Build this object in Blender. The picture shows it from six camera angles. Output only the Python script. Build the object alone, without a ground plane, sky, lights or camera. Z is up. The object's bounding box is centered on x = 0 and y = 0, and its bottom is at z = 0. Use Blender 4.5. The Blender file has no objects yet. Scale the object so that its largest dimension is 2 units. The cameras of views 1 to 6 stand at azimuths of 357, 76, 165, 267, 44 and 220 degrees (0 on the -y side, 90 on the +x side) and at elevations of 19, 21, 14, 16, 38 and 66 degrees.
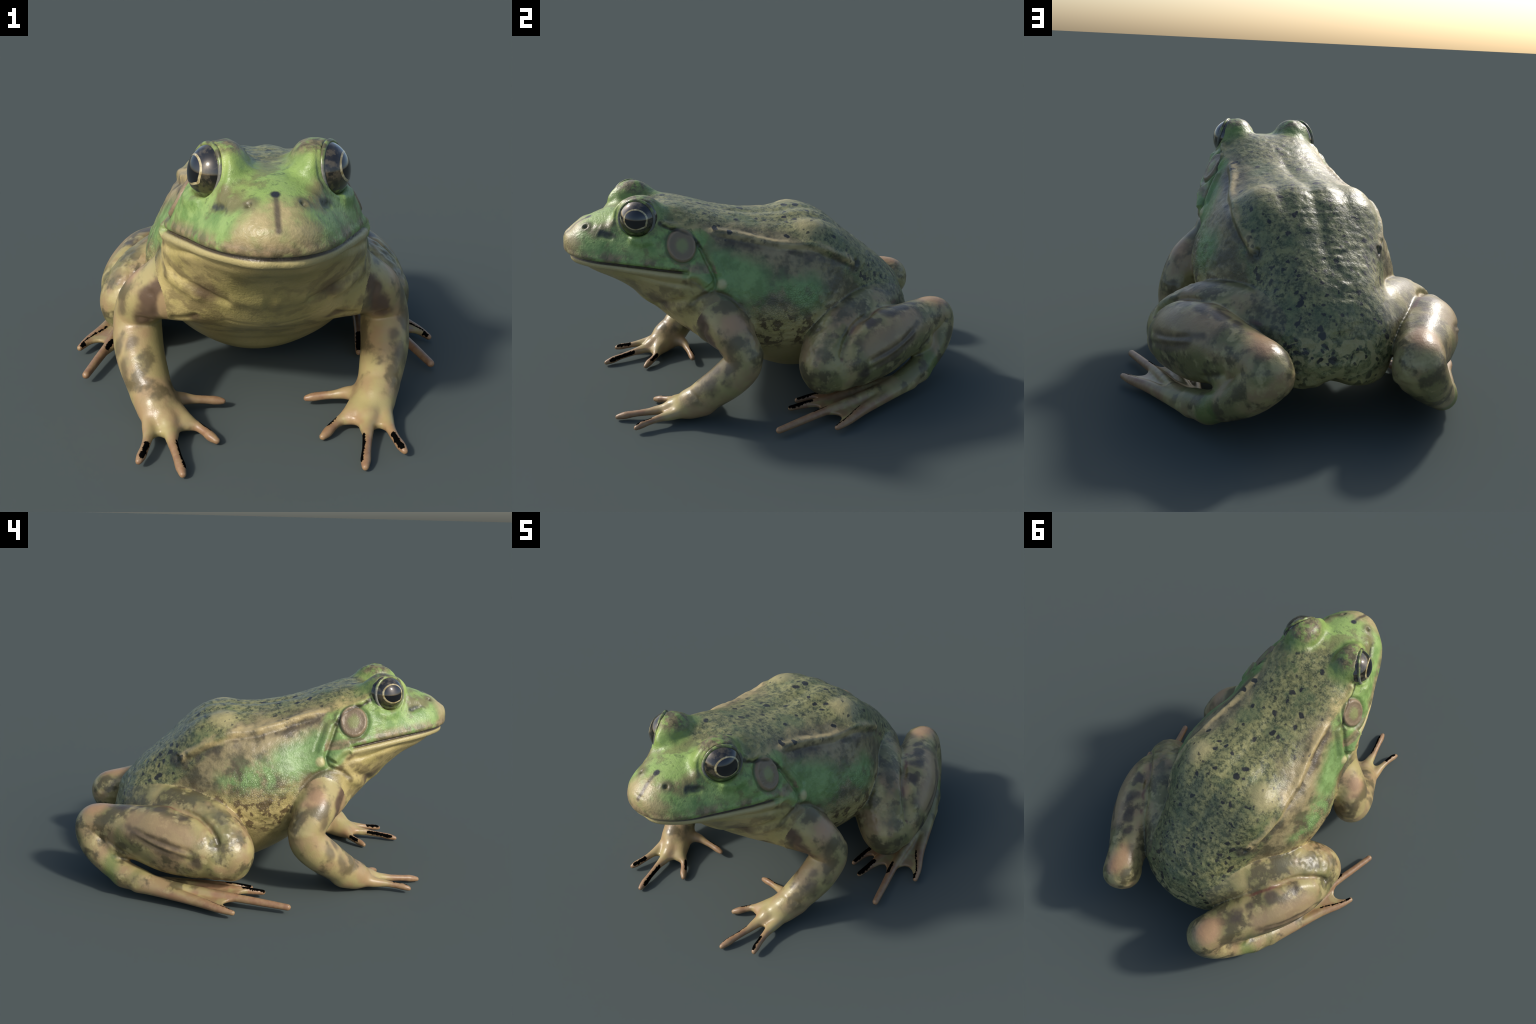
import bpy, bmesh, math
import numpy as np
from mathutils import Vector

# ------------------------------------------------------------------ helpers
def smin(a, b, k):
    h = np.maximum(k - np.abs(a - b), 0.0) / k
    return np.minimum(a, b) - h * h * k * 0.25

def pchip(xs, ys, x):
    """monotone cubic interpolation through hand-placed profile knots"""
    xs = np.asarray(xs, float); ys = np.asarray(ys, float)
    h = np.diff(xs); d = np.diff(ys) / h
    m = np.zeros_like(ys); m[0] = d[0]; m[-1] = d[-1]
    for i in range(1, len(xs) - 1):
        if d[i - 1] * d[i] > 0:
            w1 = 2 * h[i] + h[i - 1]; w2 = h[i] + 2 * h[i - 1]
            m[i] = (w1 + w2) / (w1 / d[i - 1] + w2 / d[i])
    x = np.clip(x, xs[0], xs[-1])
    i = np.clip(np.searchsorted(xs, x) - 1, 0, len(xs) - 2)
    t = (x - xs[i]) / h[i]
    return ((1 + 2 * t) * (1 - t) ** 2 * ys[i] + t * (1 - t) ** 2 * h[i] * m[i]
            + t * t * (3 - 2 * t) * ys[i + 1] + t * t * (t - 1) * h[i] * m[i + 1])

def catmull(pts, n):
    """resample a control polygon (any columns) as a smooth spline"""
    P = np.asarray(pts, float)
    if len(P) < 3:
        t = np.linspace(0, 1, n + 1)[:, None]
        return P[0] * (1 - t) + P[-1] * t
    Q = np.vstack([2 * P[0] - P[1], P, 2 * P[-1] - P[-2]]); out = []
    for i in range(1, len(Q) - 2):
        for t in np.linspace(0, 1, n, endpoint=False):
            a, b, c, d = Q[i - 1], Q[i], Q[i + 1], Q[i + 2]
            out.append(0.5 * (2 * b + (c - a) * t + (2 * a - 5 * b + 4 * c - d) * t * t
                              + (3 * b - a - 3 * c + d) * t ** 3))
    out.append(P[-1])
    return np.array(out)

def polyline_dist(p, line, radius=True):
    """distance of points to a polyline (x,y,z[,r]); returns distance minus radius, and arc position 0..1"""
    X, Y, Z = np.ascontiguousarray(p.T)
    best = np.full(len(p), 1e9); pos = np.zeros(len(p)); n = len(line) - 1
    for i in range(n):
        ax, ay, az = line[i, :3]; bx, by, bz = line[i + 1, :3] - line[i, :3]; L = bx * bx + by * by + bz * bz + 1e-12
        x = X - ax; y = Y - ay; z = Z - az
        t = x * (bx / L); t += y * (by / L); t += z * (bz / L)
        np.maximum(t, 0, out=t); np.minimum(t, 1, out=t)
        x -= t * bx; y -= t * by; z -= t * bz
        x *= x; y *= y; z *= z; x += y; x += z
        d = np.sqrt(x, out=x)
        if radius:
            d -= line[i, 3] + t * (line[i + 1, 3] - line[i, 3])
        m = d < best
        best[m] = d[m]; pos[m] = (i + t[m]) / n
    return best, pos

# ------------------------------------------------------------------ body: cross-sections along the length axis y
# each station: y, then (x, z) of the right half outline: spine, shoulder of the back, upper flank, widest point, lower flank, belly
STATIONS = [
    (-0.9995, (0, .900), (.016, .898), (.030, .889), (.035, .876), (.026, .861), (0, .854)),
    (-0.990, (0, .918), (.034, .915), (.056, .899), (.064, .873), (.046, .848), (0, .840)),
    (-0.965, (0, .934), (.058, .931), (.096, .902), (.108, .860), (.080, .817), (0, .804)),
    (-0.920, (0, .970), (.078, .955), (.142, .904), (.161, .848), (.118, .793), (0, .764)),
    (-0.850, (0, .998), (.092, .978), (.178, .904), (.210, .830), (.154, .764), (0, .724)),
    (-0.750, (0, 1.026), (.110, 1.002), (.204, .912), (.257, .810), (.186, .722), (0, .662)),
    (-0.600, (0, 1.036), (.165, 1.022), (.275, .930), (.319, .770), (.222, .624), (0, .512)),
    (-0.470, (0, 1.044), (.185, 1.024), (.294, .918), (.358, .752), (.312, .540), (0, .388)),
    (-0.330, (0, 1.012), (.224, .953), (.308, .850), (.380, .680), (.368, .460), (0, .315)),
    (-0.200, (0, .963), (.249, .902), (.322, .790), (.402, .580), (.368, .388), (0, .230)),
    (-0.050, (0, .926), (.276, .858), (.380, .722), (.462, .520), (.372, .308), (0, .116)),
    (0.100, (0, .911), (.291, .840), (.396, .692), (.470, .490), (.355, .250), (0, .045)),
    (0.200, (0, .918), (.300, .840), (.380, .680), (.448, .450), (.348, .230), (0, .042)),
    (0.290, (0, .912), (.300, .808), (.355, .665), (.420, .435), (.345, .235), (0, .068)),
    (0.360, (0, .876), (.288, .778), (.328, .650), (.370, .450), (.335, .250), (0, .096)),
    (0.430, (0, .818), (.258, .750), (.290, .640), (.318, .450), (.310, .260), (0, .110)),
    (0.550, (0, .708), (.200, .660), (.255, .550), (.285, .415), (.290, .245), (0, .140)),
    (0.660, (0, .614), (.170, .570), (.238, .475), (.268, .370), (.268, .230), (0, .176)),
    (0.740, (0, .530), (.140, .490), (.210, .410), (.240, .325), (.232, .228), (0, .206)),
    (0.785, (0, .450), (.100, .420), (.168, .360), (.186, .305), (.166, .244), (0, .228)),
    (0.813, (0, .372), (.055, .355), (.090, .322), (.100, .295), (.080, .268), (0, .246)),
    (0.822, (0, .330), (.025, .323), (.045, .308), (.050, .292), (.040, .278), (0, .268)),
]
NY, NT = 520, 161

def section_table():
    """radius over (length, angle) of the lofted body, and the height of its axis"""
    th = np.linspace(0, math.pi, NT); R = []; Z = []; Y = []
    for st in STATIONS:
        P = np.array(st[1:], float)
        zc = .55 * P[3, 1] + .45 * .5 * (P[0, 1] + P[-1, 1])
        ang = np.arctan2(P[:, 0], P[:, 1] - zc); rad = np.hypot(P[:, 0], P[:, 1] - zc)
        a2 = np.concatenate([-ang[2:0:-1], ang, 2 * math.pi - ang[-2:-4:-1]])
        r2 = np.concatenate([rad[2:0:-1], rad, rad[-2:-4:-1]])
        R.append(pchip(a2, r2, th)); Z.append(zc); Y.append(st[0])
    R = np.array(R); ys = np.linspace(Y[0], Y[-1], NY)
    # soften the corners of the monotone spline along the angle
    for _ in range(60):
        E = np.hstack([R[:, 1:2], R, R[:, -2:-1]])
        R = .25 * E[:, :-2] + .5 * E[:, 1:-1] + .25 * E[:, 2:]
    T = np.stack([pchip(Y, R[:, j], ys) for j in range(NT)], 1)
    zc = pchip(Y, Z, ys)
    n0 = int(NY * .05)
    for _ in range(40):                       # and along the length, keeping both ends
        T[n0:-n0] = .25 * T[n0 - 1:-n0 - 1] + .5 * T[n0:-n0] + .25 * T[n0 + 1:NY - n0 + 1]
        zc[n0:-n0] = .25 * zc[n0 - 1:-n0 - 1] + .5 * zc[n0:-n0] + .25 * zc[n0 + 1:NY - n0 + 1]
    return T, zc
TAB, TABZ = section_table()

def body_raw(p):
    y0, y1 = STATIONS[0][0], STATIONS[-1][0]
    u = np.clip((p[:, 1] - y0) / (y1 - y0), 0, 1) * (NY - 1)
    i = np.minimum(u.astype(int), NY - 2); f = u - i
    zc = TABZ[i] * (1 - f) + TABZ[i + 1] * f
    x = np.abs(p[:, 0]); z = p[:, 2] - zc
    v = np.arctan2(x, z) / math.pi * (NT - 1)
    j = np.minimum(v.astype(int), NT - 2); g = v - j
    r = ((TAB[i, j] * (1 - g) + TAB[i, j + 1] * g) * (1 - f) + (TAB[i + 1, j] * (1 - g) + TAB[i + 1, j + 1] * g) * f)
    over = np.maximum(0, np.maximum(y0 - p[:, 1], p[:, 1] - y1))
    return np.hypot(x, z) / r - 1 + over * 400

def body(p):
    e = 0.003; f = body_raw(p); G = []
    for k in range(3):
        q = p.copy(); q[:, k] += e
        G.append(((body_raw(q) - f) / e) ** 2)
    cross = G[0] + G[2]
    along = np.where(f > .6, np.minimum(G[1], 1.5 * cross), G[1])   # the end caps must not reach sideways
    return f / np.maximum(np.sqrt(cross + along), 0.8)

def chain(ctrl, n=6):
    """tapered, round-ended limb along a spline of (x, y, z, radius)"""
    line = catmull(ctrl, n)
    f = lambda p: polyline_dist(p, line)[0]
    f.lo = (line[:, :3] - line[:, 3:]).min(0); f.hi = (line[:, :3] + line[:, 3:]).max(0)
    return f

def ellipsoid(c, r, axes=None):
    c = np.array(c); r = np.array(r)
    R = np.eye(3) if axes is None else np.array(axes)
    def f(p):
        q = (p - c) @ R.T
        k0 = np.sqrt(((q / r) ** 2).sum(1)); k1 = np.sqrt(((q / r ** 2) ** 2).sum(1))
        return k0 * (k0 - 1) / np.maximum(k1, 1e-6)
    return f

# ------------------------------------------------------------------ limbs (left side, x > 0; the other side is the mirror image)
UPPER_ARM = [(0.20, -0.315, 0.53, .112), (0.315, -0.30, 0.53, .103), (0.403, -0.270, 0.49, .096), (0.466, -0.232, 0.415, .096), (0.492, -0.207, 0.345, .094)]
FOREARM = [(0.492, -0.207, 0.345, .094), (0.493, -0.228, 0.285, .097), (0.480, -0.305, 0.213, .094), (0.440, -0.416, 0.126, .081), (0.420, -0.478, 0.094, .070)]
PALM = [(0.435, -0.42, 0.090, .066), (0.405, -0.49, 0.068, .064), (0.372, -0.555, 0.052, .050)]
PALM_EDGE = [(0.39, -0.43, 0.078, .048), (0.345, -0.50, 0.058, .042), (0.315, -0.54, 0.048, .030)]
CALF = [(0.570, 0.36, 0.235, .098), (0.517, 0.50, 0.243, .102), (0.452, 0.64, 0.265, .090), (0.418, 0.76, 0.248, .068)]
HEEL = [(0.285, 0.885, 0.285, .082), (0.325, 0.870, 0.238, .068)]
FINGERS = [
    [(0.39, -0.44, 0.076, .042), (0.328, -0.392, 0.064, .027), (0.277, -0.378, 0.052, .0180), (0.225, -0.370, 0.044, .0165), (0.195, -0.367, 0.039, .0175), (0.166, -0.367, 0.034, .013)],
    [(0.38, -0.49, 0.074, .040), (0.313, -0.538, 0.054, .028), (0.274, -0.556, 0.041, .019), (0.239, -0.584, 0.031, .0170), (0.215, -0.612, 0.023, .0185), (0.194, -0.632, 0.016, .013)],
    [(0.405, -0.49, 0.076, .042), (0.370, -0.585, 0.053, .030), (0.354, -0.66, 0.040, .0200), (0.334, -0.75, 0.031, .0165), (0.321, -0.805, 0.023, .0185), (0.313, -0.842, 0.016, .013)],
    [(0.43, -0.48, 0.074, .044), (0.438, -0.575, 0.052, .028), (0.441, -0.645, 0.045, .0185), (0.449, -0.70, 0.038, .0160), (0.458, -0.742, 0.033, .0175), (0.466, -0.768, 0.027, .012)],
]
PECTORAL = [(0.21, -0.375, .50, .082), (0.33, -0.335, .465, .085), (0.43, -0.275, .445, .082)]
THIGH = [(0.16, 0.60, 0.375, .155), (0.29, 0.47, 0.373, .158), (0.43, 0.31, 0.345, .159), (0.545, 0.198, 0.272, .135), (0.574, 0.178, 0.225, .106)]
SHANK = [(0.595, 0.25, 0.228, .095), (0.553, 0.36, 0.283, .138), (0.490, 0.50, 0.316, .155), (0.432, 0.64, 0.326, .133), (0.357, 0.785, 0.333, .105), (0.312, 0.897, 0.320, .098)]
TARSUS = [(0.312, 0.897, 0.320, .098), (0.366, 0.882, 0.230, .083), (0.432, 0.815, 0.163, .068), (0.488, 0.732, 0.118, .061), (0.540, 0.64, 0.097, .051)]
FOOT = [(0.497, 0.725, 0.105, .060), (0.560, 0.58, 0.088, .046), (0.604, 0.46, 0.072, .036)]
TOES = [
    [(0.530, 0.64, 0.085, .034), (0.505, 0.48, 0.075, .024), (0.478, 0.26, 0.050, .018), (0.460, 0.14, 0.033, .0165), (0.449, 0.070, 0.019, .0135)],
    [(0.540, 0.64, 0.086, .036), (0.548, 0.45, 0.080, .026), (0.556, 0.22, 0.063, .020), (0.547, 0.09, 0.046, .018), (0.533, 0.010, 0.031, .014)],
    [(0.550, 0.64, 0.086, .040), (0.602, 0.42, 0.077, .030), (0.650, 0.18, 0.058, .022), (0.693, 0.02, 0.047, .019), (0.727, -0.105, 0.038, .0165)],
    [(0.555, 0.65, 0.084, .042), (0.625, 0.50, 0.070, .033), (0.695, 0.345, 0.053, .026), (0.756, 0.245, 0.043, .019), (0.788, 0.172, 0.036, .014)],
]

def web(A, B, tmax, r=.0095, sag=.31):
    """skin between two toes: a thin ruled sheet, hollowed at its free edge"""
    a = catmull(A, 8)[:, :3]; b = catmull(B, 8)[:, :3]; na = len(a) - 1
    def at(l, t):
        u = np.clip(t, 0, 1) * na; i = np.minimum(u.astype(int), na - 1); f = (u - i)[:, None]
        return l[i] * (1 - f) + l[i + 1] * f
    def f(p):
        da, ta = polyline_dist(p, a, False); db, tb = polyline_dist(p, b, False)
        t = .5 * (ta + tb); s = da / (da + db + 1e-9)
        q = at(a, t) * (1 - s[:, None]) + at(b, t) * s[:, None]
        q[:, 2] -= .006 * 4 * s * (1 - s)
        d = np.abs(p[:, 2] - q[:, 2]) * .9 - r
        gap = np.sqrt(((at(a, ta) - at(b, tb)) ** 2).sum(1))
        side = (da + db - gap - .008) * .5                   # only between the two toes
        d = np.maximum(d, side)
        edge = (t - (tmax - sag * 2 * np.sqrt(np.maximum(s * (1 - s), 0)))) * .6
        return np.maximum(-smin(-d, -edge, .016), (.1 - t) * .6)
    f.lo = np.minimum(a.min(0), b.min(0)); f.hi = np.maximum(a.max(0), b.max(0))
    return f

def group(fs, k):
    def f(p):
        d = fs[0](p)
        for g in fs[1:]:
            d = smin(d, g(p), k)
        return d
    return f

EYE_C = np.array([0.170, -0.626, 1.012]); EYE_R = 0.100
EYE_AXIS = np.array([0.90, -0.35, 0.21]); EYE_AXIS /= np.linalg.norm(EYE_AXIS)      # where the pupil looks
LID_AXIS = np.array([0.86, -0.47, 0.19]); LID_AXIS /= np.linalg.norm(LID_AXIS)      # where the eye opening faces

f_thigh = chain(THIGH, 10)
f_shank = chain(SHANK + TARSUS[1:], 10)
f_foot = chain(FOOT)
f_toes = [chain(t, 8) for t in TOES]
f_webs = [web(TOES[0], TOES[1], .95), web(TOES[1], TOES[2], .90), web(TOES[2], TOES[3], .93)]
f_upper = chain(UPPER_ARM, 14); f_pec = chain(PECTORAL)
f_fore = chain(FOREARM, 14)
f_palm = chain(PALM); f_edge = chain(PALM_EDGE); f_calf = chain(CALF, 8); f_heel = chain(HEEL)
f_fweb = [web(FINGERS[1], FINGERS[2], .46, .012, .16), web(FINGERS[2], FINGERS[3], .46, .012, .16)]
f_fingers = [chain(t, 8) for t in FINGERS]
f_lid = ellipsoid((0.152, -0.630, 1.005), (0.100, 0.128, 0.115))

REGIONS = ['head', 'torso', 'forelimb', 'hand', 'finger0', 'finger1', 'finger2', 'finger3',
           'hindlimb', 'foot', 'toe0', 'toe1', 'toe2', 'toe3']

def near(p, lo, hi, f, pad=.12):
    """evaluate f only inside its padded box; elsewhere a safe large distance"""
    if hasattr(f, 'lo'): lo, hi = f.lo, f.hi
    out = np.full(len(p), .5)
    m = np.all((p > np.array(lo) - pad) & (p < np.array(hi) + pad), axis=1)
    if m.any():
        out[m] = f(p[m])
    return out

def sdf(p, parts=False):
    """signed distance of the half frog (x >= 0 by symmetry)"""
    p = p.copy(); p[:, 0] = np.abs(p[:, 0])
    b = body(p)
    lid = near(p, (0.03, -.78, .9), (.29, -.48, 1.15), f_lid)
    q = p - EYE_C; a = q @ LID_AXIS
    lid = -smin(-lid, .040 - a, .02)
    bl = smin(b, lid, .048)
    rad = np.sqrt(np.maximum((q * q).sum(1) - a * a, 0))
    carve = np.maximum(rad - .088, .026 - a)
    bl = -smin(-bl, carve, .012)
    # fore limb
    lo, hi = (.1, -.62, .0), (.65, -.1, .7)
    ua = near(p, lo, hi, f_upper); fa = near(p, lo, hi, f_fore); pl = near(p, lo, hi, f_palm)
    fin = [near(p, (.12, -.9, 0), (.52, -.35, .15), g, .06) for g in f_fingers]
    arm = np.minimum(ua, fa)
    pec = near(p, (.04, -.6, .3), (.55, -.15, .6), f_pec)
    pl = smin(pl, near(p, lo, hi, f_edge), .03)
    hand = pl
    for g in fin:
        hand = smin(hand, g, .022)
    for g in f_fweb:
        hand = smin(hand, near(p, 0, 0, g, .06), .016)
    arm_all = smin(arm, hand, .03)
    # hind limb
    lo, hi = (0, .0, 0), (.75, 1.02, .6)
    th = near(p, lo, hi, f_thigh); sh = near(p, lo, hi, f_shank); ta = sh
    sh = smin(smin(sh, near(p, lo, hi, f_calf), .03), near(p, lo, hi, f_heel), .03)
    ft = near(p, (.4, -.15, 0), (.82, .75, .15), f_foot, .06)
    toe = [near(p, (.4, -.15, 0), (.82, .75, .15), g, .06) for g in f_toes]
    wb = [near(p, (.4, -.15, 0), (.82, .75, .15), g, .06) for g in f_webs]
    ft2 = smin(ft, sh, .03)
    for g in toe:
        ft2 = smin(ft2, g, .016)
    for g in wb:
        ft2 = smin(ft2, g, .012)
    leg = smin(th, ft2, .012)
    trunk = smin(bl, pec, .07)
    d = smin(trunk, arm_all, .05)
    kk = .010 + .030 * np.clip((p[:, 1] - .50) / .15, 0, 1)        # sharp groin, soft hip
    d = smin(d, leg, kk)
    if not parts:
        return d
    y = p[:, 1]
    headcut = p[:, 1] + (p[:, 2] - .7) * .15 + .29      # behind the jaw corner
    head = np.where(headcut < 0, bl, bl + 1); torso = np.where(headcut < 0, bl + 1, np.minimum(bl, pec + .02))
    handd = np.minimum.reduce([pl] + [near(p, 0, 0, g, .06) for g in f_fweb])
    L = [head, torso, arm, handd + 0.0] + fin + [np.minimum(np.minimum(th, sh), ta), np.minimum(ft, np.minimum.reduce(wb))] + toe
    return d, np.stack(L, 1), (b, lid, ua, fa, pl, th, sh, ta, ft)

def snap(pts):
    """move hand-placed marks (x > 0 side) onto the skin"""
    P = np.atleast_2d(np.array(pts, float)).copy(); e = .003; n = len(P)
    for _ in range(3):
        D = sdf(np.vstack([P] + [P + e * np.eye(3)[k] for k in range(3)]))      # all four samples in one go
        d = D[:n]; g = np.stack([(D[(k + 1) * n:(k + 2) * n] - d) / e for k in range(3)], 1)
        P -= np.clip(d / np.maximum((g * g).sum(1), .3), -.03, .03)[:, None] * g
    return P if np.ndim(pts) > 1 else P[0]

# ------------------------------------------------------------------ surface nets
def surface(h):
    lo = np.array([-3.5 * h, -1.06, -0.04]); hi = np.array([0.86, 1.06, 1.20])
    C = 4                                               # coarse step in cells
    n = np.ceil((hi - lo) / (h * C)).astype(int)
    gx = [lo[i] + h * C * np.arange(n[i] + 1) for i in range(3)]
    P = np.stack(np.meshgrid(*gx, indexing='ij'), -1).reshape(-1, 3)
    dc = sdf(P).reshape(n + 1)
    N = n * C
    # crude full field by repetition, refined near the surface
    D = np.repeat(np.repeat(np.repeat(dc, C, 0), C, 1), C, 2)[:N[0] + 1, :N[1] + 1, :N[2] + 1].copy()
    c8 = np.stack([dc[i:n[0] + i, j:n[1] + j, k:n[2] + k] for i in (0, 1) for j in (0, 1) for k in (0, 1)])
    act = np.argwhere(np.abs(c8).min(0) < h * C * 1.25)
    off = np.stack(np.meshgrid(*[np.arange(C + 1)] * 3, indexing='ij'), -1).reshape(-1, 3)
    idx = (act[:, None, :] * C + off[None]).reshape(-1, 3)
    flat = np.unique((idx[:, 0] * (N[1] + 1) + idx[:, 1]) * (N[2] + 1) + idx[:, 2])
    ijk = np.stack(np.unravel_index(flat, N + 1), 1)
    vals = np.empty(len(ijk))
    for s in range(0, len(ijk), 200000):
        vals[s:s + 200000] = sdf(lo + h * ijk[s:s + 200000])
    D.reshape(-1)[flat] = vals
    S = D < 0
    cell = np.zeros(N, int)
    for i in (0, 1):
        for j in (0, 1):
            for k in (0, 1):
                cell += S[i:N[0] + i, j:N[1] + j, k:N[2] + k]
    m = (cell > 0) & (cell < 8)
    ids = -np.ones(N, int); cells = np.argwhere(m); ids[m] = np.arange(len(cells))
    acc = np.zeros((len(cells), 3)); cnt = np.zeros(len(cells))
    for ax in range(3):
        o = [a for a in range(3) if a != ax]
        for u in (0, 1):
            for v in (0, 1):
                a = cells.copy(); a[:, o[0]] += u; a[:, o[1]] += v
                b = a.copy(); b[:, ax] += 1
                da = D[tuple(a.T)]; db = D[tuple(b.T)]
                x = (da < 0) != (db < 0)
                t = da[x] / (da[x] - db[x])
                q = a[x].astype(float); q[:, ax] += t
                acc[x] += q; cnt[x] += 1
    V = lo + h * acc / cnt[:, None]
    F = []
    for ax in range(3):
        o = [(ax + 1) % 3, (ax + 2) % 3]
        sl = [slice(0, N[i]) for i in range(3)]
        A = S[:N[0], :N[1], :N[2]]
        sh = [slice(0, N[i]) for i in range(3)]; sh[ax] = slice(1, N[ax] + 1)
        B = S[tuple(sh)]
        e = np.argwhere(A != B)
        e = e[(e[:, o[0]] > 0) & (e[:, o[1]] > 0)]
        ins = A[tuple(e.T)]
        c0 = e.copy(); c1 = e.copy(); c1[:, o[0]] -= 1
        c2 = c1.copy(); c2[:, o[1]] -= 1
        c3 = e.copy(); c3[:, o[1]] -= 1
        q = np.stack([ids[tuple(c.T)] for c in (c0, c1, c2, c3)], 1)
        q[~ins] = q[~ins][:, ::-1]
        F.append(q)
    F = np.vstack(F); F = F[(F >= 0).all(1)]
    return V, F

def subdivide(V, F):
    """split every quad in four"""
    n = len(V); m = len(F)
    E = np.stack([F, np.roll(F, -1, 1)], 2).reshape(-1, 2); Es = np.sort(E, 1)
    u, inv = np.unique(Es[:, 0] * n + Es[:, 1], return_inverse=True)
    ev = V[np.stack([u // n, u % n], 1)].mean(1)
    fv = V[F].mean(1)
    e = inv.reshape(m, 4) + n; f = np.arange(m) + n + len(u)
    G = np.concatenate([np.stack([F[:, k], e[:, k], f, e[:, k - 1]], 1) for k in range(4)])
    return np.vstack([V, ev, fv]), G

def edges_of(F):
    E = np.sort(np.stack([F, np.roll(F, -1, 1)], 2).reshape(-1, 2), 1)
    n = F.max() + 1
    u = np.unique(E[:, 0] * n + E[:, 1])
    return np.stack([u // n, u % n], 1)

def relax(V, E, lam):
    s = np.zeros_like(V); c = np.zeros(len(V))
    for k in range(3):
        s[:, k] = np.bincount(E[:, 0], V[E[:, 1], k], len(V)) + np.bincount(E[:, 1], V[E[:, 0], k], len(V))
    c = np.bincount(E.ravel(), minlength=len(V))
    return V + lam * (s / c[:, None] - V)

def project(V, F, its=1, lim=.004):
    for _ in range(its):
        n = vert_normals(V, F)
        for s in range(0, len(V), 200000):
            V[s:s + 200000] -= np.clip(sdf(V[s:s + 200000]), -lim, lim)[:, None] * n[s:s + 200000]
    return V

def vert_normals(V, F):
    a = np.cross(V[F[:, 2]] - V[F[:, 0]], V[F[:, 3]] - V[F[:, 1]])
    N = np.zeros_like(V)
    for k in range(3):
        N[:, k] = sum(np.bincount(F[:, j], a[:, k], len(V)) for j in range(4))
    return N / np.maximum(np.linalg.norm(N, axis=1), 1e-12)[:, None]

def half_body(h):
    V, F = surface(h)
    V[np.abs(V[:, 0]) < h * .5, 0] = 0.0               # the middle column of cells is the mirror plane
    F = F[V[F][:, :, 0].mean(1) > 1e-9]
    used = np.unique(F); re = -np.ones(len(V), int); re[used] = np.arange(len(used))
    V = V[used]; F = re[F]
    for step in range(2):
        mid = V[:, 0] == 0.0
        E = edges_of(F)
        W = relax(V, E, .5); W[mid, 0] = 0
        # along the mirror line smooth only with neighbours on it
        em = E[mid[E].all(1)]; 
        s = np.zeros_like(V); c = np.bincount(em.ravel(), minlength=len(V))
        for k in range(3):
            s[:, k] = np.bincount(em[:, 0], V[em[:, 1], k], len(V)) + np.bincount(em[:, 1], V[em[:, 0], k], len(V))
        W[mid] = V[mid] * .5 + .5 * s[mid] / np.maximum(c[mid], 1)[:, None]
        V = project(W, F); V[mid, 0] = 0
        if step == 0:
            V, F = subdivide(V, F)
    E = edges_of(F)
    for _ in range(2):
        W = relax(V, E, .5); W[mid] = V[mid]; V = W
    return V, F

def whole(V, F):
    mid = V[:, 0] == 0.0
    n = len(V); re = np.arange(n); k = (~mid).sum(); re[~mid] = n + np.arange(k)
    return np.vstack([V, V[~mid] * [-1, 1, 1]]), np.vstack([F, re[F][:, ::-1]])
# ------------------------------------------------------------------ relief: folds, ridges, warts
def hash3(i, j, k, seed):
    h = (i * 73856093) ^ (j * 19349663) ^ (k * 83492791) ^ (seed * 2654435761)
    h = (h ^ (h >> 13)) * 1274126177
    h = h ^ (h >> 16)
    return (h & 0xFFFF) / 65535.0

def noise(p, freq, seed=0):
    """smooth value noise, -1..1"""
    q = p * freq; b = np.floor(q).astype(np.int64); f = q - b; f = f * f * f * (f * (f * 6 - 15) + 10)
    out = np.zeros(len(p))
    for i in (0, 1):
        for j in (0, 1):
            for k in (0, 1):
                w = (f[:, 0] if i else 1 - f[:, 0]) * (f[:, 1] if j else 1 - f[:, 1]) * (f[:, 2] if k else 1 - f[:, 2])
                out += w * hash3(b[:, 0] + i, b[:, 1] + j, b[:, 2] + k, seed)
    return out * 2 - 1

def sstep(a, b, x):
    t = np.clip((x - a) / (b - a), 0, 1)
    return t * t * (3 - 2 * t)

def mouth_z(y):
    t = -(y + .40)
    return .758 + .18 * t - .115 * t * t
TYMP_C = snap((.308, -.450, .893))
NOSTRIL = snap((.080, -.887, .972)); STRIPE = snap([(0, -.868, .985), (0, -.93, .955), (0, -.965, .934), (0, -.988, .915)])
CANTHUS = snap([(.150, -.838, .955), (.175, -.805, .949), (.205, -.768, .945)]); TYMP_N = np.array([.93, .08, .36]); TYMP_N /= np.linalg.norm(TYMP_N)
RIDGE = snap([(.250, -.315, .945), (.262, -.18, .91), (.278, -.085, .882), (.300, .02, .845), (.310, .12, .828), (.315, .20, .818), (.317, .29, .772), (.300, .36, .730), (.281, .43, .684)])
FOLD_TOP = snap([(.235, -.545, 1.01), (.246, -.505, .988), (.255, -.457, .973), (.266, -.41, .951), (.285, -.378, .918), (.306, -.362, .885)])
FOLD_BACK = snap([(.306, -.362, .885), (.322, -.350, .853), (.344, -.334, .806), (.363, -.316, .757), (.377, -.306, .714), (.384, -.318, .675), (.382, -.350, .662)])
JAW_BULGE = snap([(.358, -.44, .765), (.366, -.40, .750), (.374, -.362, .722), (.380, -.342, .695)])
LIP_FOLD = snap([(.12, -.90, .775), (.20, -.83, .770), (.247, -.735, .752), (.302, -.61, .728), (.335, -.52, .712), (.36, -.44, .702)])
THROAT_FOLD = snap([(.365, -.435, .645), (.325, -.50, .605), (.252, -.555, .57), (.185, -.583, .535), (.13, -.593, .51)])
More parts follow.
